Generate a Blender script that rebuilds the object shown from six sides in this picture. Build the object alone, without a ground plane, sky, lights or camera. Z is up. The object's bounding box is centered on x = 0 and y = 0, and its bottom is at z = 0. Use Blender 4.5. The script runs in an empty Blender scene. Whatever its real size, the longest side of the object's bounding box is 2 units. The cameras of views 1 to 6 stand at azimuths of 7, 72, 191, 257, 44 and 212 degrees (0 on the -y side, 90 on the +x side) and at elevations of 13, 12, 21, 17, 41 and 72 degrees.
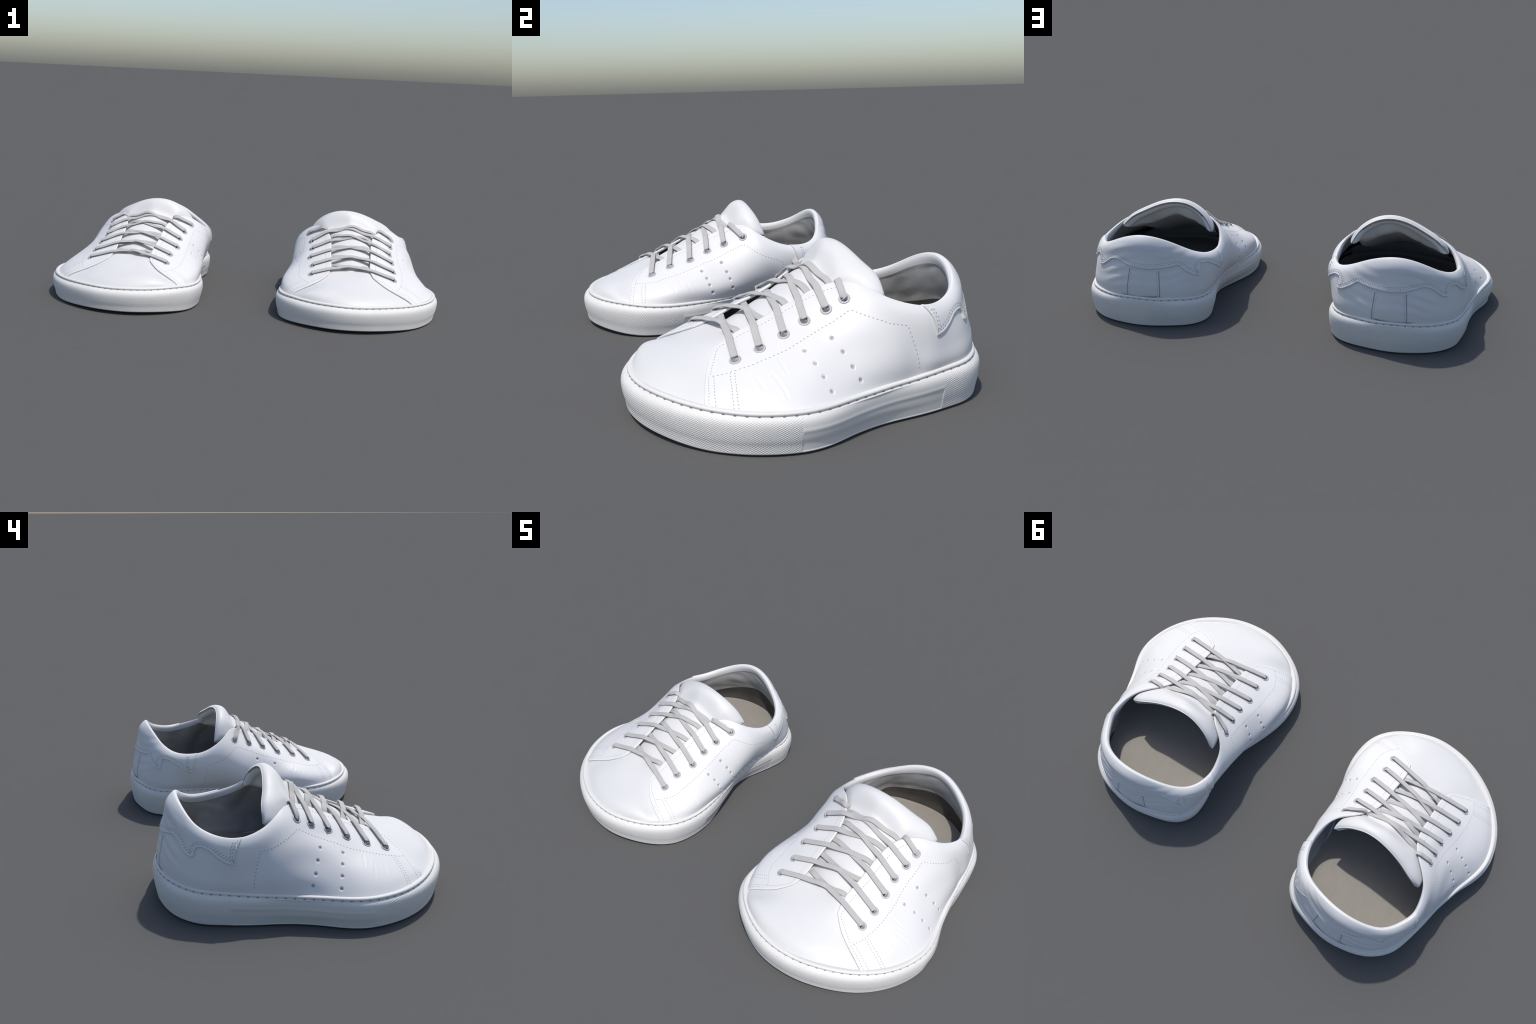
import math
import numpy as np

# ------------------------------------------------------------------ splines
def spline_weights(knots, query):
    """Linear operator of a natural cubic spline: rows give the weight of each knot value."""
    k = np.asarray(knots, float); q = np.asarray(query, float); n = len(k)
    h = np.diff(k)
    A = np.eye(n); B = np.zeros((n, n))
    for i in range(1, n - 1):
        A[i, i - 1], A[i, i], A[i, i + 1] = h[i - 1], 2 * (h[i - 1] + h[i]), h[i]
        B[i, i - 1] += 6 / h[i - 1]; B[i, i] -= 6 / h[i - 1] + 6 / h[i]; B[i, i + 1] += 6 / h[i]
    M = np.linalg.solve(A, B)
    j = np.clip(np.searchsorted(k, q, side="right") - 1, 0, n - 2)
    a = (k[j + 1] - q) / h[j]; b = 1 - a
    W = np.zeros((len(q), n)); r = np.arange(len(q))
    W[r, j] += a; W[r, j + 1] += b
    return W + ((a**3 - a) * h[j]**2 / 6)[:, None] * M[j] + ((b**3 - b) * h[j]**2 / 6)[:, None] * M[j + 1]

def chord(P):
    d = np.r_[0, np.cumsum(np.linalg.norm(np.diff(P, axis=0), axis=1))]
    return d / d[-1]

def through(points, count):
    """Smooth curve through control points, evenly spaced samples."""
    P = np.asarray(points, float)
    X = spline_weights(chord(P), np.linspace(0, 1, max(200, count * 3))) @ P
    return even(X, count)

def even(X, count):
    d = chord(X); t = np.linspace(0, 1, count)
    return np.stack([np.interp(t, d, X[:, k]) for k in range(X.shape[1])], 1)

def loop(points, count):
    """Closed smooth curve, evenly spaced, last sample not repeated."""
    P = np.asarray(points, float); n = len(P)
    E = np.vstack([P[-4:], P, P[:5]])
    d = np.r_[0, np.cumsum(np.linalg.norm(np.diff(E, axis=0), axis=1))]
    X = spline_weights(d, np.linspace(d[4], d[4 + n], count * 4)) @ E
    return even(X, count + 1)[:-1]

def ramp(x, a, b):
    t = np.clip((np.asarray(x, float) - a) / (b - a), 0, 1)
    return t * t * (3 - 2 * t)

def unit(v):
    return v / np.maximum(np.linalg.norm(v, axis=-1, keepdims=True), 1e-9)

# ------------------------------------------------------------------ the seam between sole and upper
# walked from the heel along the inner (arch) side to the toe and back along the outer side
SEAM = [(.560, .552, .131), (.481, .542, .127), (.405, .515, .125), (.322, .467, .122), (.284, .390, .119),
        (.285, .310, .117), (.293, .225, .113), (.294, .150, .110), (.278, .070, .109), (.255, .000, .109), (.233, -.080, .108),
        (.211, -.180, .109), (.209, -.300, .112), (.232, -.375, .117), (.280, -.437, .121), (.335, -.478, .121),
        (.405, -.513, .120), (.485, -.536, .120), (.577, -.538, .118), (.657, -.523, .118), (.755, -.482, .117),
        (.854, -.413, .113), (.912, -.350, .110), (.950, -.289, .108), (.976, -.215, .107), (.985, -.139, .107),
        (.970, -.060, .107), (.944, .011, .107), (.922, .080, .108), (.901, .152, .110), (.884, .222, .112),
        (.867, .292, .116), (.848, .358, .119), (.826, .417, .121), (.785, .468, .123), (.726, .509, .125), (.650, .540, .128)]

# ------------------------------------------------------------------ quarter panels: one sheet from the
# front edge on the outer side, round the heel, to the front edge on the inner side.  Each station is a
# profile from the sole seam up to the top edge (eyestay edge or collar crest).
STATIONS = [
    [(.880, -.392, .112), (.850, -.386, .135), (.788, -.367, .163), (.723, -.342, .191), (.670, -.305, .219)],   # front edge, outer side
    [(.935, -.312, .108), (.885, -.302, .146), (.800, -.300, .186), (.768, -.277, .205), (.653, -.255, .242)],
    [(.974, -.220, .107), (.908, -.205, .160), (.812, -.208, .208), (.766, -.204, .228), (.652, -.195, .268)],
    [(.985, -.139, .107), (.930, -.130, .152), (.860, -.137, .200), (.806, -.150, .224), (.760, -.152, .249), (.652, -.152, .286)],
    [(.969, -.055, .107), (.934, -.056, .139), (.906, -.066, .174), (.870, -.079, .201), (.829, -.092, .227), (.795, -.098, .244), (.752, -.104, .270), (.652, -.118, .302)],
    [(.927, .062, .108), (.909, .041, .149), (.890, .025, .186), (.858, .010, .220), (.824, -.009, .253), (.788, -.022, .271), (.746, -.035, .301), (.651, -.052, .330)],
    [(.905, .140, .110), (.893, .118, .170), (.868, .095, .225), (.836, .072, .270), (.787, .052, .309), (.752, .046, .335), (.672, .036, .369)],
    [(.890, .200, .112), (.882, .180, .180), (.864, .160, .243), (.832, .132, .294), (.788, .115, .342), (.733, .108, .377)],
    [(.878, .248, .114), (.868, .238, .168), (.860, .228, .217), (.848, .210, .266), (.830, .193, .308), (.796, .179, .346)],
    [(.866, .295, .116), (.862, .288, .180), (.854, .285, .237), (.844, .275, .282), (.822, .260, .322)],
    [(.846, .360, .119), (.842, .350, .180), (.834, .342, .240), (.822, .333, .288), (.804, .328, .316)],
    [(.815, .432, .122), (.806, .425, .180), (.795, .416, .240), (.781, .408, .292), (.771, .404, .320), (.756, .400, .335)],
    [(.726, .509, .125), (.719, .500, .185), (.710, .489, .245), (.700, .475, .300), (.693, .464, .348), (.681, .450, .374)],
    [(.560, .551, .131), (.560, .543, .175), (.560, .531, .235), (.560, .516, .295), (.560, .501, .350), (.560, .488, .392), (.558, .470, .406)],   # heel
    [(.405, .516, .126), (.409, .506, .185), (.414, .493, .245), (.420, .477, .300), (.423, .461, .348), (.427, .446, .373)],
    [(.318, .465, .122), (.317, .455, .180), (.320, .443, .240), (.328, .427, .287), (.337, .413, .316), (.349, .401, .330)],
    [(.285, .385, .119), (.276, .372, .180), (.272, .361, .240), (.279, .352, .284), (.297, .343, .307)],
    [(.284, .305, .117), (.263, .300, .180), (.250, .290, .237), (.253, .279, .277), (.271, .264, .309)],
    [(.289, .235, .114), (.263, .228, .168), (.250, .222, .214), (.247, .211, .250), (.255, .197, .292), (.276, .186, .332)],
    [(.290, .160, .111), (.262, .160, .170), (.244, .152, .220), (.244, .145, .262), (.264, .132, .312), (.314, .124, .367)],
    [(.275, .080, .109), (.252, .068, .155), (.241, .060, .196), (.252, .058, .248), (.283, .064, .300), (.318, .070, .340), (.374, .072, .388)],
    [(.250, .000, .109), (.238, -.002, .150), (.243, -.008, .192), (.257, -.017, .221), (.283, -.032, .254), (.303, -.028, .280), (.345, -.018, .312), (.430, -.008, .360)],
    [(.226, -.087, .108), (.225, -.087, .145), (.230, -.095, .179), (.249, -.103, .204), (.276, -.116, .229), (.298, -.116, .249), (.351, -.110, .277), (.446, -.105, .309)],
    [(.210, -.200, .109), (.212, -.200, .140), (.226, -.200, .176), (.255, -.201, .200), (.298, -.202, .221), (.359, -.188, .252), (.450, -.175, .283)],
    [(.209, -.300, .112), (.227, -.297, .150), (.263, -.293, .180), (.302, -.289, .198), (.365, -.276, .222), (.456, -.250, .250)],
    [(.262, -.415, .119), (.290, -.411, .143), (.330, -.399, .166), (.400, -.366, .198), (.446, -.318, .223)],   # front edge, inner side
]
CENTRE = np.array([.56, 0., 0.])

class Sheet:
    """A smooth surface through a net of control profiles; u runs over the stations, v along a profile."""
    def __init__(self, stations, rows=7, inset=0.0, seam_first=True):
        net = np.array([through(s, rows) for s in stations])
        if inset and seam_first:
            net[:, 0] += unit((CENTRE * [1, 0, 0] + net[:, 0] * [0, .75, 0] - net[:, 0] * [1, 1, 0])) * inset + [0, 0, .002]
        gap = np.linalg.norm(np.diff(net, axis=0), axis=2).mean(1)
        self.ku = np.r_[0, np.cumsum(gap)]; self.ku /= self.ku[-1]
        self.kv = np.linspace(0, 1, rows); self.net = net
    def grid(self, u, v):
        return np.einsum("ia,jb,abk->ijk", spline_weights(self.ku, u), spline_weights(self.kv, v), self.net)
    def at(self, u, v):
        return np.einsum("ia,ib,abk->ik", spline_weights(self.ku, u), spline_weights(self.kv, v), self.net)
    def frame(self, u, v, e=2e-3):
        u = np.asarray(u, float); v = np.asarray(v, float)
        a = self.at(np.clip(u + e, 0, 1), v) - self.at(np.clip(u - e, 0, 1), v)
        b = self.at(u, np.clip(v + 2 * e, 0, 1)) - self.at(u, np.clip(v - 2 * e, 0, 1))
        return unit(a), unit(b), unit(np.cross(a, b))
    def snap(self, points):
        """(u, v) of the surface points nearest to 3D points."""
        if not hasattr(self, "dense"):
            self.du, self.dv = np.linspace(0, 1, 1200), np.linspace(0, 1, 160)
            self.dense = self.grid(self.du, self.dv).reshape(-1, 3)
        out = []
        for p in np.atleast_2d(points):
            k = int(((self.dense - p) ** 2).sum(1).argmin())
            out.append((self.du[k // 160], self.dv[k % 160]))
        return np.array(out)

QUARTER = Sheet(STATIONS, 7, inset=.010)

# ------------------------------------------------------------------ blender helpers
import bpy
from mathutils.kdtree import KDTree

ORIGIN = np.array([.58, 0., 0.])     # the base point of one shoe; the other is its mirror image
rng = np.random.default_rng(7)

def make_mesh(name, verts, faces, material, smooth=True):
    me = bpy.data.meshes.new(name)
    me.from_pydata((np.asarray(verts, float) - ORIGIN).tolist(), [], [tuple(map(int, f)) for f in faces])
    me.materials.append(material)
    me.validate()
    if smooth:
        me.polygons.foreach_set("use_smooth", np.ones(len(me.polygons), bool))
    me.update()
    return me

def grid_faces(n, m, wrap=False, base=0, flip=False):
    i, j = np.meshgrid(np.arange(n if wrap else n - 1), np.arange(m - 1), indexing="ij")
    i2 = (i + 1) % n
    f = np.stack([i * m + j, i2 * m + j, i2 * m + j + 1, i * m + j + 1], -1).reshape(-1, 4) + base
    return f[:, ::-1] if flip else f

def tree(points):
    t = KDTree(len(points))
    for i, p in enumerate(points):
        t.insert(p, i)
    t.balance()
    return t

def smooth_noise(P, scale, seed):
    """Cheap sum of a few random plane waves: gentle unevenness of leather."""
    r = np.random.default_rng(seed); out = np.zeros(P.shape[:-1])
    for _ in range(9):
        k = r.normal(size=3) * scale
        out += np.sin(P @ k + r.uniform(0, 6.28))
    return out / 9

# ------------------------------------------------------------------ materials
def material(name, colour, rough=.5, vary=.04, vary_scale=6., bump=.15, bump_scale=180., bump_dist=.0015, tint=None, spec=.5, detail=4., stretch=(1, 1, 1)):
    m = bpy.data.materials.new(name); m.use_nodes = True
    nt = m.node_tree; N = nt.nodes; L = nt.links
    b = N["Principled BSDF"]
    co = N.new("ShaderNodeTexCoord"); mp = N.new("ShaderNodeMapping")
    mp.inputs["Scale"].default_value = stretch
    L.new(co.outputs["Object"], mp.inputs["Vector"])
    n1 = N.new("ShaderNodeTexNoise"); n1.inputs["Scale"].default_value = vary_scale; n1.inputs["Detail"].default_value = 6
    L.new(mp.outputs["Vector"], n1.inputs["Vector"])
    cr = N.new("ShaderNodeValToRGB")
    other = tint or tuple(c * (1 - vary) for c in colour)
    cr.color_ramp.elements[0].position, cr.color_ramp.elements[1].position = .3, .7
    cr.color_ramp.elements[0].color = (*other, 1); cr.color_ramp.elements[1].color = (*colour, 1)
    L.new(n1.outputs["Fac"], cr.inputs["Fac"]); L.new(cr.outputs["Color"], b.inputs["Base Color"])
    b.inputs["Roughness"].default_value = rough
    b.inputs["Specular IOR Level"].default_value = spec
    if bump:
        n2 = N.new("ShaderNodeTexNoise"); n2.inputs["Scale"].default_value = bump_scale; n2.inputs["Detail"].default_value = detail
        L.new(mp.outputs["Vector"], n2.inputs["Vector"])
        bp = N.new("ShaderNodeBump"); bp.inputs["Strength"].default_value = bump; bp.inputs["Distance"].default_value = bump_dist
        L.new(n2.outputs["Fac"], bp.inputs["Height"]); L.new(bp.outputs["Normal"], b.inputs["Normal"])
    return m

LEATHER = material("white_leather", (.635, .63, .628), .50, .03, 5, .10, 220, .001, spec=.4)
VAMP = material("vamp_leather", (.595, .592, .586), .48, .035, 4, .10, 220, .001, spec=.4, stretch=(1, 2.2, 1))  # greyer than the quarters: baked shading at the toe centre put into the colour
TONGUE = material("tongue_leather", (.61, .605, .60), .48, .03, 5, .12, 200, .001, spec=.35, stretch=(2.5, 1, 1))
RUBBER = material("white_rubber", (.635, .625, .604), .55, .05, 9, .12, 160, .001, spec=.35)
LACE = material("grey_lace", (.415, .406, .395), .75, .06, 30, .3, 420, .0012, spec=.2)
RING = material("eyelet_grey", (.42, .42, .44), .4, .08, 40, 0, spec=.4)
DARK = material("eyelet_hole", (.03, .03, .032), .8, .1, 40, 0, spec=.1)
HOLE = material("perforation_floor", (.38, .38, .38), .7, .15, 90, 0, spec=.2)
WELT = material("welt_thread", (.16, .16, .155), .8, .15, 60, 0, spec=.2)
STITCH_SHADE = material("stitch_shade_grey", (.33, .33, .325), .8, .15, 60, 0, spec=.2)  # white stitching darkened to the shade that gathers in the needle holes
EDGE = material("cut_leather_edge", (.70, .69, .66), .6, .05, 40, .1, 200, .001, spec=.3)
LINING = material("collar_lining", (.37, .37, .365), .7, .14, 11, .3, 90, .002, tint=(.27, .272, .272), spec=.25)  # lining colour greyed down for the soft shadow inside the collar
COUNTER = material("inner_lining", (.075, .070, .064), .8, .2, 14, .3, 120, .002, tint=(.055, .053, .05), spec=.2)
INSOLE = material("insole_fabric", (.262, .248, .222), .85, .06, 18, .3, 260, .001, spec=.15, stretch=(3, 1, 1))

PARTS = []          # (name, mesh, parent index or None, is stuff)
def part(name, mesh, stuff=False, under=None):
    PARTS.append((name, mesh, under, stuff)); return len(PARTS) - 1

# ------------------------------------------------------------------ sole
def build_sole():
    n = 3000
    C = loop(SEAM, n)
    T = unit(np.roll(C, -6, 0) - np.roll(C, 6, 0)) * [1, 1, 0]; T = unit(T)
    O = np.stack([-T[:, 1], T[:, 0], np.zeros(n)], 1)
    if (O * (C - CENTRE))[:, :2].sum() < 0:
        O = -O
    y = C[:, 1]; inner = C[:, 0] < .56
    toe = ramp(-y, .25, .54); heel = ramp(y, .30, .52)
    low = .012 * ramp(-y, .36, .55) + .0 * y
    waist = inner * np.exp(-((y - .06) / .17) ** 2); outer_waist = ~inner * np.exp(-((y - .09) / .13) ** 2)
    corner = heel * ramp(np.abs(C[:, 0] - .56), .06, .20)
    wide = .0135 + .008 * toe - .006 * heel - .017 * waist - .011 * outer_waist + .009 * corner
    foot = wide - .0145 + .002 * toe - .020 * waist - .004 * outer_waist
    zs = C[:, 2]
    smooth_side = np.where(inner, ramp(y, -.215, -.212) * (1 - ramp(y, .298, .301)), ramp(y, -.163, -.160) * (1 - ramp(y, .318, .321)))
    rows = []                                        # (outward offset, height) for every ring
    rows += [(np.full(n, -.16), low + .001), (np.full(n, -.07), low + .0005), (foot - .010, low), (foot - .003, low + .002)]
    k = 100
    key_h = np.stack([low + .006, low + .030, .45 * zs + .5 * low, .76 * zs, .92 * zs, zs - .003])
    key_o = np.stack([foot + .001, foot * .62 + wide * .38, foot * .25 + wide * .75, wide, .62 * wide + .001, np.full(n, .004)])
    t = np.linspace(0, 1, k); W = spline_weights(np.linspace(0, 1, 6), t)
    H, D = W @ key_h, W @ key_o
    # even spacing up the wall so that the fine relief is sampled alike everywhere
    run = np.r_[0, np.cumsum(np.hypot(np.diff(H.mean(1)), np.diff(D.mean(1))))]
    W = spline_weights(np.linspace(0, 1, 6), np.interp(np.linspace(0, 1, k), run / run[-1], t)); H, D = W @ key_h, W @ key_o
    side0 = len(rows)
    arc = np.r_[0, np.cumsum(np.linalg.norm(np.diff(C, axis=0), axis=1))]
    cell = .0058; turns = arc[-1] + np.linalg.norm(C[0] - C[-1]); round_count = round(turns / .0095)
    for j in range(k):
        a, h = arc, H[j] / cell
        ripple = .5 + .5 * np.cos(2 * np.pi * a / turns * round_count) * np.cos(2 * np.pi * h)
        edge = min(1, j / 3, (k - 1 - j) / 2)
        ridge = .0014 * np.exp(-((H[j] - .62 * zs) / .007) ** 2) + .0009 * ramp(H[j] / zs, .58, .68)
        wave = .0012 * np.sin(9 * y + 40 * H[j]) * np.exp(-((H[j] - .5 * zs) / .03) ** 2)
        rows.append((D[j] + edge * (.0014 * ripple - .0007) * (1 - smooth_side) + smooth_side * (ridge - .0012 + wave) * edge, H[j]))
    side1 = len(rows)
    for o, dz in ((.001, -.001), (-.002, .0005), (-.0022, .002), (.000, .0035), (.0012, .006), (.0006, .009), (-.002, .0115), (-.006, .0128), (-.011, .0128), (-.022, .008)):
        rows.append((np.full(n, o), zs + dz))
    m = len(rows)
    P = np.empty((n, m, 3))
    for j, (o, h) in enumerate(rows):
        P[:, j] = C + O * np.asarray(o)[:, None]; P[:, j, 2] = h
    bottom = P[:, 0].mean(0)
    V = np.vstack([P.reshape(-1, 3), [bottom]])
    F = grid_faces(n, m, wrap=True)
    col = np.repeat(np.arange(n), m - 1); row = np.tile(np.arange(m - 1), n)
    band = (row >= side0) & (row < side1 - 1) & (smooth_side[col] < .5)
    toe_f, heel_f = band & (y[col] < 0), band & (y[col] > 0)
    def pick(mask, extra=None):
        f = F[mask]; used = np.unique(f); back = np.zeros(len(V), int); back[used] = np.arange(len(used))
        fs = [tuple(back[q]) for q in f]; v = V[used]
        if extra:
            ring = [back[i * m] for i in range(n)]; c = len(v); v = np.vstack([v, V[-1:]])
            fs += [(ring[i], c, ring[(i + 1) % n]) for i in range(n)]
        return v, fs
    v, f = pick(~band, True); base = part("sole", make_mesh("sole", v, f, RUBBER))
    v, f = pick(toe_f); part("textured_toe_band", make_mesh("textured_toe_band", v, f, RUBBER), under=base)
    v, f = pick(heel_f); part("textured_heel_band", make_mesh("textured_heel_band", v, f, RUBBER), under=base)
    # long stitches lying in the groove
    S = C + O * .0005; S[:, 2] = zs + .0015
    return C, O, S, base

SEAM_CURVE, SEAM_OUT, GROOVE, SOLE = build_sole()

# ------------------------------------------------------------------ quarter panels
EYELETS_OUTER = [(.768, -.277, .205), (.766, -.204, .227), (.757, -.1285, .2585), (.746, -.063, .288), (.748, .0055, .3135), (.7515, .0615, .339)]
EYELETS_INNER = [(.3645, -.304, .215), (.366, -.228, .241), (.3475, -.1475, .265), (.351, -.074, .2935), (.3425, -.003, .3195), (.3215, .073, .3445)]
PERFS = [(.829, -.092, .227), (.870, -.079, .201), (.906, -.066, .174), (.934, -.056, .139),
         (.824, -.009, .253), (.858, .010, .220), (.890, .025, .186), (.909, .041, .149),
         (.276, -.116, .229), (.249, -.103, .204), (.230, -.095, .179), (.230, -.087, .150),
         (.283, -.032, .254), (.257, -.017, .221), (.243, -.008, .192), (.241, .001, .158)]
CREASES = [[(.845, -.245, .185), (.880, -.235, .160), (.905, -.232, .140)], [(.850, -.205, .196), (.900, -.190, .165), (.945, -.180, .130)],
           [(.820, -.170, .215), (.850, -.165, .200), (.880, -.160, .182)], [(.260, -.245, .192), (.235, -.240, .175), (.218, -.238, .155)],
           [(.250, -.190, .200), (.225, -.180, .178), (.212, -.170, .150)], [(.275, -.215, .207), (.262, -.212, .200), (.246, -.205, .192)]]
perf_uv, eye_out_uv, eye_in_uv = QUARTER.snap(PERFS), QUARTER.snap(EYELETS_OUTER), QUARTER.snap(EYELETS_INNER)
crease_pts = [even(QUARTER.at(*QUARTER.snap(through(c, 14)).T), 40) for c in CREASES]

def relief(P, u, v, nrm):
    """Outward displacement of the outer leather skin."""
    d = .0011 * smooth_noise(P, 16, 3)
    for c in crease_pts:
        near = np.full(P.shape[0], 9.)
        box = (np.abs(P - c.mean(0)).max(1) < .09)
        if box.any():
            q = P[box]; dist = np.sqrt(((q[:, None] - c[None]) ** 2).sum(-1)); k = dist.argmin(1)
            fade = np.sin(np.pi * (k + .5) / len(c)) ** .5
            near[box] = dist[np.arange(len(q)), k] / np.maximum(fade, .05)
        d -= .0006 * np.exp(-(near / .0042) ** 2); d += .0003 * np.exp(-((near - .010) / .006) ** 2)
    # soft horizontal folds at the back of the collar
    fold = np.exp(-((u - .445) / .035) ** 2) + .55 * np.exp(-((u - .55) / .04) ** 2)
    d += .0011 * fold * np.sin(P[:, 2] * 150 + 30 * (P[:, 0] - .6) + 2.2 * np.sin(P[:, 0] * 18)) * ramp(P[:, 2], .15, .22) * (1 - ramp(P[:, 2], .34, .38))
    return d

def cavities(P, pts, radius, depth):
    d = np.zeros(len(P))
    for c in pts:
        r = np.linalg.norm(P - c, axis=1)
        d -= depth * (1 - ramp(r, radius * .55, radius * 1.15))
    return d

def collar_share(u):
    """1 on the padded collar, 0 along the eyestays."""
    return ramp(u, .235, .30) * (1 - ramp(u, .70, .765))

def round_over(u, v):
    """Inward roll of the padded collar towards its crest."""
    x = np.clip((v - .80) / .20, 0, 1)
    return .009 * collar_share(u) * (1 - np.sqrt(np.clip(1 - x * x, 0, 1)))

def build_quarters():
    U, Vv = np.linspace(0, 1, 1150), np.linspace(0, 1, 120)
    outs, deps = (0, .0022, .0026, .000, -.012), (0, .0022, .0055, .0085, .0100)
    iu = np.r_[[-4, -3, -2, -1], np.arange(len(U)), len(U) + np.arange(4)]
    iv = np.r_[np.arange(len(Vv)), len(Vv) + np.arange(4)]
    I, J = np.meshgrid(iu, iv, indexing="ij"); I, J = I.ravel(), J.ravel()
    eu = np.where(I < 0, -I, np.where(I >= len(U), I - len(U) + 1, 0)); ev = np.maximum(J - len(Vv) + 1, 0)
    u, v = U[np.clip(I, 0, len(U) - 1)], Vv[np.clip(J, 0, len(Vv) - 1)]
    P = QUARTER.at(u, v); tu, tv, nr = QUARTER.frame(u, v)
    skin = relief(P, u, v, nr) * ramp(np.minimum(u, 1 - u), 0, .01) * (1 - .7 * ramp(v, .93, 1)) + cavities(P, QUARTER.at(*perf_uv.T), .0066, .0045)
    skin += cavities(P, QUARTER.at(*np.vstack([eye_out_uv, eye_in_uv]).T), .012, .004)
    # soft padding of the heel tab and a raised rim line along the eyestay
    e = np.maximum(eu, ev)
    side = unit(tu * np.where(I < 0, -1., np.where(I >= len(U), 1., 0.))[:, None] * (eu > 0)[:, None] + tv * (ev > 0)[:, None] + 1e-12)
    k = 1 - .97 * collar_share(u)
    P = P + nr * (skin * (e == 0) - np.array(deps)[e] * k - round_over(u, v))[:, None] + side * (np.array(outs)[e] * k)[:, None]
    me = make_mesh("quarter_panel", P, grid_faces(len(iu), len(iv)), LEATHER)
    return part("quarter_panel", me)

QUARTER_PART = build_quarters()

# dense lookup of the quarter sheet seen from above
_gu, _gv = np.linspace(0, 1, 420), np.linspace(0, 1, 70)
_grid = QUARTER.grid(_gu, _gv).reshape(-1, 3)
_flat = tree([(p[0], p[1], 0) for p in _grid])
def press(P, shape, gap):
    """Hold a sheet beneath the eyestay panels: free in the middle, lower towards their edges."""
    cut = np.zeros(len(P))
    E = np.vstack([QUARTER.at(np.linspace(0, .20, 160), np.ones(160)), QUARTER.at(np.linspace(.80, 1, 160), np.ones(160))])
    for i, p in enumerate(P):
        _, k, d = _flat.find((p[0], p[1], 0))
        if d < .006:
            cut[i] = max(0, p[2] - (_grid[k][2] - gap))
        dist = np.hypot(E[:, 0] - p[0], E[:, 1] - p[1]); j = dist.argmin()
        if E[j, 1] < .10:
            cut[i] = max(cut[i], p[2] - (E[j, 2] - .010 + .52 * dist[j] + 1.3 * max(0., p[1] - .055)))
    cut = np.maximum(cut, 0).reshape(shape)
    for _ in range(22):
        q = np.pad(cut, 1, mode="edge")
        blur = (q[:-2, 1:-1] + q[2:, 1:-1] + q[1:-1, :-2] + q[1:-1, 2:] + q[1:-1, 1:-1]) / 5
        cut = np.maximum(cut, blur)
    for _ in range(14):
        q = np.pad(cut, 1, mode="edge")
        cut = (q[:-2, 1:-1] + q[2:, 1:-1] + q[1:-1, :-2] + q[1:-1, 2:] + q[1:-1, 1:-1]) / 5
    P = P.copy(); P[:, 2] -= cut.ravel()
    return P
def under_quarter(P, gap, reach=.006):
    """Push points that lie beneath the quarter panels at least `gap` below them."""
    P = P.copy()
    for i, p in enumerate(P):
        _, k, d = _flat.find((p[0], p[1], 0))
        if d < reach and p[2] < _grid[k][2] + .05:
            P[i, 2] = min(p[2], _grid[k][2] - gap)
    return P

# ------------------------------------------------------------------ lining of the collar and inside walls
def lining_point(u, v):
    P = QUARTER.at(u, v); nr = QUARTER.frame(u, np.minimum(v, .985))[2]
    pad = collar_share(u); v0 = .86
    prof = np.sqrt(np.clip(1 - (np.clip(v - v0, 0, 1) / (1 - v0)) ** 2, 0, 1))
    th = .0125 + .0165 * pad + .006 * pad * np.sin(np.pi * np.clip((v - .3) / .7, 0, 1)) ** 2
    th = th + pad * .0030 * smooth_noise(P * [1, 1, 2.2], 30, 21) * ramp(v, .25, .4) * (1 - ramp(v, .8, .92))
    start = .009 * pad
    P = P - nr * (start + (th - start) * prof + .0004)[:, None]
    P[:, 2] -= .0015 * (1 - pad) * (v > .97)
    return P
def build_lining():
    U = np.linspace(.004, .996, 420)
    # lower border of the padded collar, in profile parameter: high behind the heel, dropping at the sides
    line = .30 + .12 * np.exp(-((U - .49) / .09) ** 2) - .32 * ramp(np.abs(U - .49), .12, .19)
    line = np.maximum(line, .0205)
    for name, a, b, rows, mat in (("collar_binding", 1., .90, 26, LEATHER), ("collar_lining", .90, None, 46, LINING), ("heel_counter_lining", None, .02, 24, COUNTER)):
        t = np.linspace(0, 1, rows)
        if a == 1.:
            t = t ** 2
        v = np.broadcast_to(np.reshape(line if a is None else np.full(len(U), a), (-1, 1)), (len(U), rows)) * (1 - t) + np.reshape(line if b is None else np.full(len(U), b), (-1, 1)) * t
        u = np.repeat(U, rows)
        P = lining_point(u, v.ravel())
        # skirt that reaches down to the insole
        G = P.reshape(len(U), rows, 3)
        if name == "collar_lining":
            G[:, -1, 2] -= .028 * (1 - ramp(line, .021, .06))
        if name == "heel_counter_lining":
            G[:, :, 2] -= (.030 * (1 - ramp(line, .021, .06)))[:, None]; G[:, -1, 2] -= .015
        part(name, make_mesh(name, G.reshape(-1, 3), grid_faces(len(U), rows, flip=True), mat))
build_lining()

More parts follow.
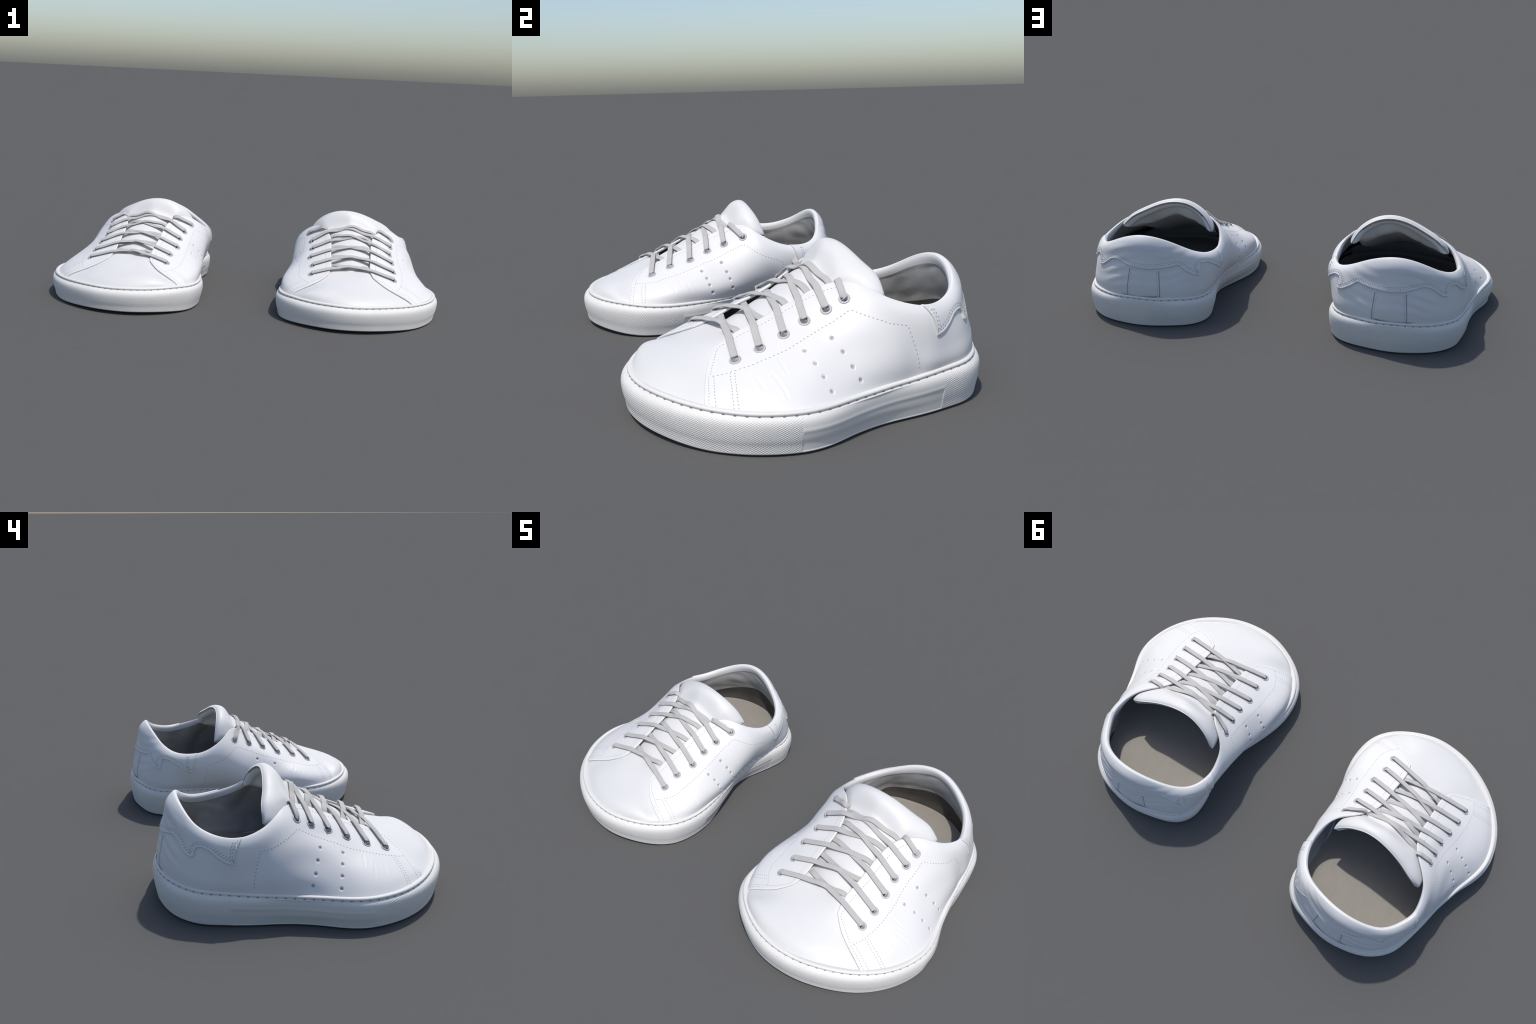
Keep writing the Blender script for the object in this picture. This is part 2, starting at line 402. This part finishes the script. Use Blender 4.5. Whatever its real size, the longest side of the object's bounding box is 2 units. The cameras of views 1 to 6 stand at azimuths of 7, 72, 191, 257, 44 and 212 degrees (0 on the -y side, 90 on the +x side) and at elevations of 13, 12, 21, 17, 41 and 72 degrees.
def build_insole():
    C = loop(SEAM, 240); rings = []
    C[:, 1] = np.where(C[:, 1] < 0, C[:, 1] * .68, C[:, 1])
    C[:, 0] += np.clip((.56 - C[:, 0]) / .1, -1, 1) * (.010 + .03 * ramp(-C[:, 1], .0, .30))
    for t in (.04, .10, .3, .5, .7, .9, 1.0):
        r = C * (1 - t) + np.stack([np.full(len(C), .56) - .02 * (C[:, 1] < 0), C[:, 1] * .78, C[:, 2]], 1) * t
        r[:, 2] = .112 + .24 * max(0, .09 - t) + .021 * ramp(C[:, 1], .12, .42)
        rings.append(r)
    P = np.stack(rings, 1)
    part("insole", make_mesh("insole", P.reshape(-1, 3), grid_faces(len(C), len(rings), wrap=True), INSOLE))
build_insole()

# ------------------------------------------------------------------ vamp
VAMP_ARCS = [
    [(.290, -.445, .116), (.335, -.478, .118), (.405, -.513, .118), (.485, -.536, .118), (.577, -.538, .116), (.657, -.523, .115), (.755, -.482, .113), (.830, -.432, .111)],
    [(.255, -.410, .116), (.325, -.452, .150), (.420, -.487, .160), (.520, -.501, .156), (.620, -.492, .150), (.740, -.446, .139), (.880, -.388, .110)],
    [(.225, -.355, .114), (.310, -.398, .168), (.410, -.430, .182), (.520, -.442, .180), (.630, -.432, .172), (.760, -.394, .157), (.915, -.342, .108)],
    [(.212, -.300, .110), (.300, -.335, .183), (.420, -.360, .198), (.540, -.370, .199), (.650, -.360, .193), (.780, -.330, .168), (.945, -.290, .105)],
    [(.205, -.240, .100), (.300, -.270, .175), (.420, -.290, .212), (.550, -.297, .222), (.670, -.290, .210), (.790, -.260, .170), (.960, -.240, .095)],
    [(.215, -.170, .100), (.300, -.190, .190), (.420, -.220, .225), (.550, -.230, .238), (.660, -.220, .225), (.790, -.190, .180), (.960, -.170, .095)],
]
def build_vamp():
    S = Sheet(VAMP_ARCS, 9)
    n, m = 90, 150
    P = S.grid(np.linspace(0, 1, n), np.linspace(0, 1, m)).reshape(-1, 3)
    # toe edge tucked behind the welt
    inward = unit(CENTRE * [1, 0, 0] + P * [0, .6, 0] - P * [1, 1, 0])
    rim = np.tile(np.minimum(np.arange(m), np.arange(m)[::-1]), n); first = np.repeat(np.arange(n), m)
    P = P + inward * (.011 * np.exp(-np.minimum(first / 5, rim / 6)))[:, None]
    # meet the underside of the quarter panels along their edges
    q = np.vstack([QUARTER.at(np.zeros(60), np.linspace(0, 1, 60)), QUARTER.at(np.ones(60), np.linspace(0, 1, 60)),
                   QUARTER.at(np.linspace(0, .12, 50), np.ones(50)), QUARTER.at(np.linspace(.88, 1, 50), np.ones(50))])
    kv = tree([(p[0], p[1], 0) for p in P]); delta = np.array([p[2] - .009 - P[kv.find((p[0], p[1], 0))[1]][2] for p in q])
    for i in range(len(P)):
        d = np.hypot(q[:, 0] - P[i, 0], q[:, 1] - P[i, 1]); w = np.exp(-(d / .028) ** 2)
        if w.sum() > 1e-6:
            P[i, 2] += (w * delta).sum() / w.sum() * np.exp(-(d.min() / .055) ** 2)
    P = under_quarter(P, .0095)
    P[:, 2] += .0012 * smooth_noise(P, 14, 5)
    part("vamp", make_mesh("vamp", P, grid_faces(n, m, flip=True), VAMP))
    return P
VAMP_POINTS = build_vamp()

# ------------------------------------------------------------------ tongue
TONGUE_ARCS = [
    [(.390, -.270, .185), (.470, -.280, .212), (.550, -.285, .230), (.640, -.280, .212), (.720, -.270, .185)],
    [(.375, -.140, .232), (.460, -.150, .277), (.550, -.155, .293), (.640, -.150, .277), (.730, -.140, .235)],
    [(.355, -.005, .292), (.450, -.022, .350), (.550, -.025, .367), (.650, -.020, .350), (.745, .000, .292)],
    [(.335, .090, .345), (.390, .062, .386), (.460, .050, .415), (.540, .050, .420), (.640, .065, .402), (.720, .090, .370), (.772, .115, .325)],
    [(.323, .140, .345), (.350, .122, .390), (.398, .106, .432), (.455, .096, .458), (.520, .096, .464), (.600, .110, .448), (.680, .130, .414), (.740, .150, .376), (.775, .160, .335)],
    [(.322, .170, .345), (.345, .160, .390), (.387, .148, .432), (.448, .136, .463), (.510, .137, .471), (.570, .142, .464), (.630, .155, .442), (.690, .170, .414), (.740, .183, .382), (.773, .178, .345)],
]
TONGUE_SHEET = Sheet(TONGUE_ARCS, 9)
def build_tongue():
    n, m = 150, 110
    u, v = np.linspace(0, 1, n), np.linspace(0, 1, m)
    I, J = np.meshgrid(np.arange(n), np.arange(m), indexing="ij")
    P = TONGUE_SHEET.at(u[I.ravel()], v[J.ravel()]); nr = TONGUE_SHEET.frame(u[I.ravel()], v[J.ravel()])[2]
    if nr[:, 2].mean() < 0:
        nr = -nr
    uu, vv = u[I.ravel()], v[J.ravel()]
    # padded, rounded towards the free edges
    edge = np.minimum(np.minimum(vv, 1 - vv) / .07, (1 - uu) / .05)
    full = np.sqrt(np.clip(1 - (1 - np.clip(edge, 0, 1)) ** 2, 0, 1))
    thick = (.010 + .030 * ramp(uu, .45, .8)) * full
    top = P + nr * (.3 * thick - .009)[:, None]; low = P - nr * (.7 * thick + .009)[:, None]
    top = top + nr * (.0012 * smooth_noise(P, 20, 9))[:, None]
    drop = press(top, (n, m), .019) - top; top = top + drop; low = low + drop; low = np.where((top[:, 2] - low[:, 2] < .001)[:, None], top - [0, 0, .004], low)
    V = np.vstack([top, low]); k = n * m
    F = np.vstack([grid_faces(n, m, flip=True), grid_faces(n, m, base=k)])
    idx = np.arange(k).reshape(n, m)
    rim = np.concatenate([idx[0, :-1], idx[:-1, -1], idx[-1, :0:-1], idx[:0:-1, 0]])
    side = np.stack([rim, np.roll(rim, -1), np.roll(rim, -1) + k, rim + k], 1)
    part("tongue", make_mesh("tongue", V, np.vstack([F, side]), TONGUE))
    return top
TONGUE_TOP = build_tongue()
_tt = tree([(p[0], p[1], 0) for p in TONGUE_TOP])
_vt = tree([(p[0], p[1], 0) for p in VAMP_POINTS])
def ground_height(x, y):
    _, i, d = _tt.find((x, y, 0)); h = TONGUE_TOP[i][2] if d < .01 else 0
    _, j, e = _vt.find((x, y, 0)); g = VAMP_POINTS[j][2] if e < .01 else 0
    return max(h, g)

# ------------------------------------------------------------------ heel tab: scalloped overlay
TAB_EDGE = [(.824, .274, .317), (.838, .296, .283), (.847, .300, .252), (.853, .293, .231), (.848, .310, .229), (.838, .335, .236), (.826, .360, .251),
            (.811, .386, .274), (.799, .411, .284), (.787, .432, .281), (.784, .441, .268), (.789, .445, .252), (.785, .450, .243), (.766, .469, .249),
            (.745, .481, .266), (.720, .494, .288), (.687, .506, .299), (.649, .521, .291), (.601, .534, .278), (.549, .537, .271), (.508, .532, .270),
            (.460, .518, .274), (.423, .502, .280), (.392, .488, .287), (.362, .483, .262), (.325, .465, .238), (.303, .440, .229), (.304, .432, .245),
            (.317, .443, .264), (.312, .430, .279), (.302, .414, .282), (.288, .386, .275), (.267, .347, .250), (.256, .318, .228), (.252, .291, .218),
            (.250, .292, .240), (.254, .296, .269), (.272, .285, .304)]
def tab_curve(n=420):
    uv = QUARTER.snap(TAB_EDGE)
    uv = even(uv * [1.5, .25], n) / [1.5, .25]
    k = np.exp(-np.linspace(-2, 2, 9) ** 2); k /= k.sum()
    sm = np.stack([np.convolve(np.pad(uv[:, c], 4, mode="edge"), k, mode="valid") for c in (0, 1)], 1)
    sm[0], sm[-1] = uv[0], uv[-1]
    return sm
TAB_UV = tab_curve()
def build_tab():
    uv = TAB_UV.copy()
    uv[:, 0] = np.maximum.accumulate(uv[:, 0] + np.arange(len(uv)) * 1e-6)
    uv[:, 0] = np.maximum.accumulate(uv[:, 0]); n = len(uv)
    w = np.r_[0, 0, 0, np.linspace(0, 1, 46) ** 1.1, 1, 1]
    lift = np.r_[-.003, .0015, .0040, .0052, np.full(45, .0050), .0035, -.004]
    uu = np.repeat(uv[:, 0], len(w)); ve = np.repeat(uv[:, 1], len(w)); ww = np.tile(w, n); lf = np.tile(lift, n)
    vv = np.minimum(ve + (1 - ve) * ww, 1)
    P = QUARTER.at(uu, vv); nr = QUARTER.frame(uu, np.minimum(vv, .99))[2]; tv = QUARTER.frame(uu, vv)[1]
    row = np.tile(np.arange(len(w)), n)
    end = np.repeat(np.minimum(np.arange(n), np.arange(n)[::-1]), len(w))
    lf = np.where(end < 2, np.minimum(lf, -.001 + .002 * end), lf)
    out = relief(P, uu, vv, nr) * (1 - .7 * ramp(vv, .93, 1)) + lf - round_over(uu, vv)
    out += .0012 * np.exp(-((row - 5) / 2.) ** 2) * (row > 3)
    P = P + nr * out[:, None] - tv * (.0012 * (row < 3))[:, None]
    part("heel_tab", make_mesh("heel_tab", P, grid_faces(n, len(w)), LEATHER))
build_tab()

# ------------------------------------------------------------------ stitching
def capsule_rows():
    """Unit stitch: half an ellipsoid lying along x."""
    v, f = [], []
    a, b = 7, 4
    for i in range(b):
        e = i / (b - 1) * math.pi / 2
        for k in range(a):
            t = k / a * 2 * math.pi
            v.append((math.cos(e) * math.cos(t), math.cos(e) * math.sin(t), math.sin(e)))
    for i in range(b - 1):
        for k in range(a):
            f.append((i * a + k, i * a + (k + 1) % a, (i + 1) * a + (k + 1) % a, (i + 1) * a + k))
    return np.array(v), np.array(f)
SV, SF = capsule_rows()
class Stitches:
    def __init__(self):
        self.v, self.f = [], []
    def add(self, at, along, normal, length, width, height):
        along = unit(along); normal = unit(normal); across = np.cross(normal, along)
        self.f.append(SF + sum(map(len, self.v)))
        self.v.append(at + SV[:, :1] * along * length / 2 + SV[:, 1:2] * across * width / 2 + SV[:, 2:] * normal * height - normal * .0003)
    def run_uv(self, uv, step, length=.0065, width=.0032, height=.0012, lift=0., scale=None):
        P = QUARTER.at(np.clip(uv[:, 0], 0, 1), np.clip(uv[:, 1], 0, 1))
        total = np.linalg.norm(np.diff(P, axis=0), axis=1).sum(); k = max(2, int(total / step))
        d = chord(P); t = (np.arange(k) + .5) / k
        u = np.interp(t, d, uv[:, 0]); v = np.interp(t, d, uv[:, 1])
        X = QUARTER.at(u, v); nr = QUARTER.frame(u, v)[2]
        X = X + nr * (relief(X, u, v, nr) + lift)[:, None]
        Y = np.gradient(X, axis=0) if k > 2 else np.repeat([X[1] - X[0]], k, 0)
        for x, y, n in zip(X, Y, nr):
            self.add(x, y, n, length, width, height)
    def mesh(self, name, mat):
        return make_mesh(name, np.vstack(self.v), np.vstack(self.f), mat)

def snap_line(points, n=160):
    P = even(np.array(points, float), n); uv = QUARTER.snap(P)
    k = np.ones(5) / 5
    return np.stack([np.convolve(np.pad(uv[:, c], 2, mode="edge"), k, mode="valid") for c in (0, 1)], 1)

ST = Stitches()
# side panel line: eyestay reinforcement, then back and down to the sole
ST.run_uv(snap_line([(.782, -.352, .173), (.797, -.326, .179), (.804, -.300, .184), (.812, -.243, .198), (.810, -.190, .212), (.806, -.130, .231), (.796, -.085, .248), (.787, -.030, .269), (.787, .015, .290), (.786, .064, .316)]), .0125)
ST.run_uv(snap_line([(.786, .064, .316), (.808, .090, .304), (.830, .120, .295), (.843, .160, .280), (.848, .215, .268)]), .0125)
ST.run_uv(snap_line([(.848, .215, .268), (.856, .226, .225), (.862, .236, .180), (.870, .242, .140)]), .0125)
ST.run_uv(snap_line([(.357, -.374, .187), (.337, -.348, .187), (.314, -.318, .192), (.302, -.289, .198), (.301, -.224, .212), (.298, -.173, .231), (.298, -.112, .251), (.300, -.054, .271), (.303, .004, .294), (.300, .068, .318)]), .0125)
ST.run_uv(snap_line([(.300, .068, .318), (.280, .086, .307), (.258, .115, .286), (.242, .150, .270), (.242, .185, .258), (.250, .222, .240)]), .0125)
ST.run_uv(snap_line([(.250, .222, .240), (.252, .224, .200), (.262, .228, .165), (.276, .232, .135)]), .0125)
# double rows from the panel line down to the sole, both sides
for a, b in (((.776, -.355, .171), (.870, -.379, .124)), ((.786, -.343, .174), (.882, -.365, .120)), ((.804, -.302, .184), (.912, -.323, .118)), ((.809, -.291, .187), (.918, -.311, .118)),
             ((.345, -.387, .176), (.282, -.408, .132)), ((.358, -.373, .186), (.270, -.398, .128)), ((.334, -.349, .188), (.250, -.366, .127)), ((.324, -.338, .189), (.243, -.353, .127))):
    ST.run_uv(snap_line([a, tuple((np.array(a) + b) / 2 + [0, 0, .006]), b], 80), .0105, .0055, .0028)
# row along the eyestay edges
e1 = np.stack([np.r_[np.full(30, .0065), np.linspace(.009, .215, 160)], np.r_[np.linspace(.50, .90, 30), np.full(160, .925)]], 1)
ST.run_uv(e1, .0115, .006, .003); ST.run_uv(e1 * [-1, 1] + [1, 0], .0115, .006, .003)
# two rows inside the scalloped edge of the heel tab
tab_p = QUARTER.at(*TAB_UV.T); tab_t = unit(np.gradient(tab_p, axis=0)); tab_n = QUARTER.frame(TAB_UV[:, 0], np.minimum(TAB_UV[:, 1], .99))[2]
for off in (.011, .019):
    inner = QUARTER.snap(tab_p + np.cross(tab_n, tab_t) * off * (1 if np.cross(tab_n, tab_t)[210, 2] > 0 else -1))
    keep = inner[:, 1] < .93
    k = np.ones(7) / 7
    inner = np.stack([np.convolve(np.pad(inner[:, c], 3, mode="edge"), k, mode="valid") for c in (0, 1)], 1)
    ST.run_uv(inner[keep], .0115, .006, .0028, lift=.0055)
# upright rows on the back of the heel
for u0, u1 in ((.4755, .4725), (.5265, .5275)):
    ST.run_uv(np.stack([np.linspace(u0, u1, 60), np.linspace(.46, .05, 60)], 1), .0105, .0055, .003)
part("stitching", ST.mesh("stitching", STITCH_SHADE), stuff=True)

SG = Stitches()
step = 32
for i in range(0, len(GROOVE), step):
    a, b = GROOVE[i], GROOVE[(i + 10) % len(GROOVE)]
    SG.add((a + b) / 2, b - a, SEAM_OUT[i] + [0, 0, .3], .0090, .0030, .0008)
part("welt_stitching", SG.mesh("welt_stitching", WELT), stuff=True, under=SOLE)

# heel seams: narrow ridge beside each upright row
def strip(path_uv, width, height, name, mat):
    u, v = path_uv.T; P = QUARTER.at(u, v); tu, tv, nr = QUARTER.frame(u, v); t = unit(np.gradient(P, axis=0)); ac = np.cross(nr, t)
    P = P + nr * relief(P, u, v, nr)[:, None]
    prof = [(-1, -.001), (-.8, .6), (0, 1), (.8, .6), (1, -.001)]
    V = np.stack([P + ac * (a * width / 2) + nr * (b * height) - nr * .0002 for a, b in prof], 1)
    part(name, make_mesh(name, V.reshape(-1, 3), grid_faces(len(P), len(prof)), mat))
for u0, u1 in ((.4715, .4685), (.5305, .5315)):
    strip(np.stack([np.linspace(u0, u1, 40), np.linspace(.47, .04, 40)], 1), .0045, .0012, "heel_seam", STITCH_SHADE)

# ------------------------------------------------------------------ eyelets and perforations
def disc_frame(uv):
    p = QUARTER.at([uv[0]], [uv[1]])[0]; tu, tv, nr = (a[0] for a in QUARTER.frame([uv[0]], [uv[1]]))
    y = np.cross(nr, tu)
    return p, unit(tu), unit(y), nr
def lathe(uv, profile, n=28):
    p, x, y, z = disc_frame(uv); V = []
    for i in range(n):
        a = i / n * 2 * math.pi; r = math.cos(a) * x + math.sin(a) * y
        V += [p + r * q + z * h for q, h in profile]
    return np.array(V), grid_faces(n, len(profile), wrap=True)
for uv in np.vstack([eye_out_uv, eye_in_uv]):
    v, f = lathe(uv, [(.0180, -.001), (.0178, .0012), (.0160, .0024), (.0125, .0026), (.0105, .0012), (.0098, -.003)])
    ring = part("eyelet", make_mesh("eyelet", v, f, RING))
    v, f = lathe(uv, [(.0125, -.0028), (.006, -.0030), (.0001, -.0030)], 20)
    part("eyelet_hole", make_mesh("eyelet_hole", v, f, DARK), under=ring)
for uv in perf_uv:
    v, f = lathe(uv, [(.0056, -.0022), (.0030, -.0038), (.0001, -.0038)], 18)
    part("perforation", make_mesh("perforation", v, f, HOLE))

# ------------------------------------------------------------------ laces
EDGE_CURVE = {s: QUARTER.at(np.linspace(a, b, 400), np.ones(400)) for s, a, b in (("outer", 0, .30), ("inner", .70, 1))}
def edge_hit(side, a, b):
    """Where the straight line a-b, seen from above, passes the eyestay edge of a side."""
    t = np.linspace(0, 1, 400)[:, None]; L = a + (b - a) * t; E = EDGE_CURVE[side]
    d = np.hypot(L[:, None, 0] - E[None, :, 0], L[:, None, 1] - E[None, :, 1]); i, j = np.unravel_index(d.argmin(), d.shape)
    return E[j]
def lace_mesh(path, ups, width=.0215, thick=.0058):
    P = through(path, 90); U = even(spline_weights(chord(np.array(path)), np.linspace(0, 1, 240)) @ np.array(ups), 90)
    T = unit(np.gradient(P, axis=0)); U = unit(U - T * (U * T).sum(1, keepdims=True)); A = np.cross(T, U)
    a = np.linspace(0, 2 * math.pi, 16, endpoint=False)
    ca, sa = np.sign(np.cos(a)) * np.abs(np.cos(a)) ** .45, np.sign(np.sin(a)) * np.abs(np.sin(a)) ** .7
    V = P[:, None] + A[:, None] * (ca * width / 2)[None, :, None] + U[:, None] * (sa * thick / 2)[None, :, None]
    n, m = V.shape[:2]
    V = np.concatenate([V, V[:, :1]], 1)
    F = grid_faces(n, m + 1)
    return make_mesh("lace", V.reshape(-1, 3), F, LACE)
UP = np.array([0, -.35, .94])
def eye(side, k):
    uv = (eye_out_uv if side == "outer" else eye_in_uv)[k]
    p = QUARTER.at([uv[0]], [uv[1]])[0]; return p, QUARTER.frame([uv[0]], [uv[1]])[2][0]
OVER = ["inner", "inner", "inner", "outer", "inner"]
for k in range(5):
    for side, far in (("outer", "inner"), ("inner", "outer")):
        e, n = eye(side, k); f, nf = eye(far, k + 1)
        if k == 4 and side == "outer":
            f = f + np.array([.008, -.043, -.012])
        a, b = edge_hit(side, e, f), edge_hit(far, e, f)
        flat = unit((f - e) * [1, 1, 0])
        over = OVER[k] == side
        path = [e - n * .010 - flat * .006, e + n * .004 - flat * .003, e + (a - e) * .25 + n * .0105, a + (e - a) * .3 + n * .0095, a + n * .0075]
        ups = [n + flat * 1.2, n - flat * .5, n, n, n * .6 + UP * .4]
        end = b - nf * .011 - [0, 0, .001]
        for t in (.24, .5, .74, .92):
            q = a + n * .0075 + (end - a - n * .0075) * t
            q = q + UP * .010 * math.sin(math.pi * t)
            floor = ground_height(q[0], q[1]) + .0045
            q[2] = max(q[2], floor if t < .9 else min(floor, b[2] + .002)) + (.006 if over else 0.) * math.exp(-((t - .5) / .18) ** 2)
            path.append(q); ups.append(UP)
        path += [end, end + flat * .03 - nf * .004]; ups += [nf * .5 + UP * .5, nf]
        part("lace", lace_mesh(path, ups))
for side, edge, beyond in (("outer", (.694, .066, .378), (.668, .055, .376)), ("inner", (.397, .042, .386), (.424, .030, .378))):
    e, n = eye(side, 5); edge = np.array(edge); beyond = np.array(beyond); flat = unit((edge - e) * [1, 1, 0])
    path = [e - n * .010 - flat * .003, e + n * .004 + flat * .001, e + (edge - e) * .3 + n * .011, edge + (e - edge) * .25 + n * .0095, edge + n * .009 + flat * .004,
            edge + flat * .0145 - n * .001, edge + flat * .010 - n * .014, edge - flat * .012 - n * .019]
    ups = [n + flat * 1.2, n - flat * .5, n, n, n + flat * .3, flat, -n * .6 + flat * .8, -n]
    part("lace", lace_mesh(path, ups, .020))

# ------------------------------------------------------------------ assemble the pair
def assemble(mirror):
    root = bpy.data.objects.new("sneaker", None); bpy.context.scene.collection.objects.link(root)
    root.empty_display_size = .2
    root.location = (ORIGIN[0] * (-1 if mirror else 1), 0, 0); root.scale = (-1 if mirror else 1, 1, 1)
    root["label"] = "white leather low-top sneaker with grey laces and textured sole"
    root["category"] = "sneaker"
    made = []
    for name, mesh, under, stuff in PARTS:
        o = bpy.data.objects.new(name, mesh); bpy.context.scene.collection.objects.link(o)
        o.parent = root if under is None else made[under]
        if stuff:
            o["kind"] = "stuff"
        made.append(o)
assemble(False)
assemble(True)
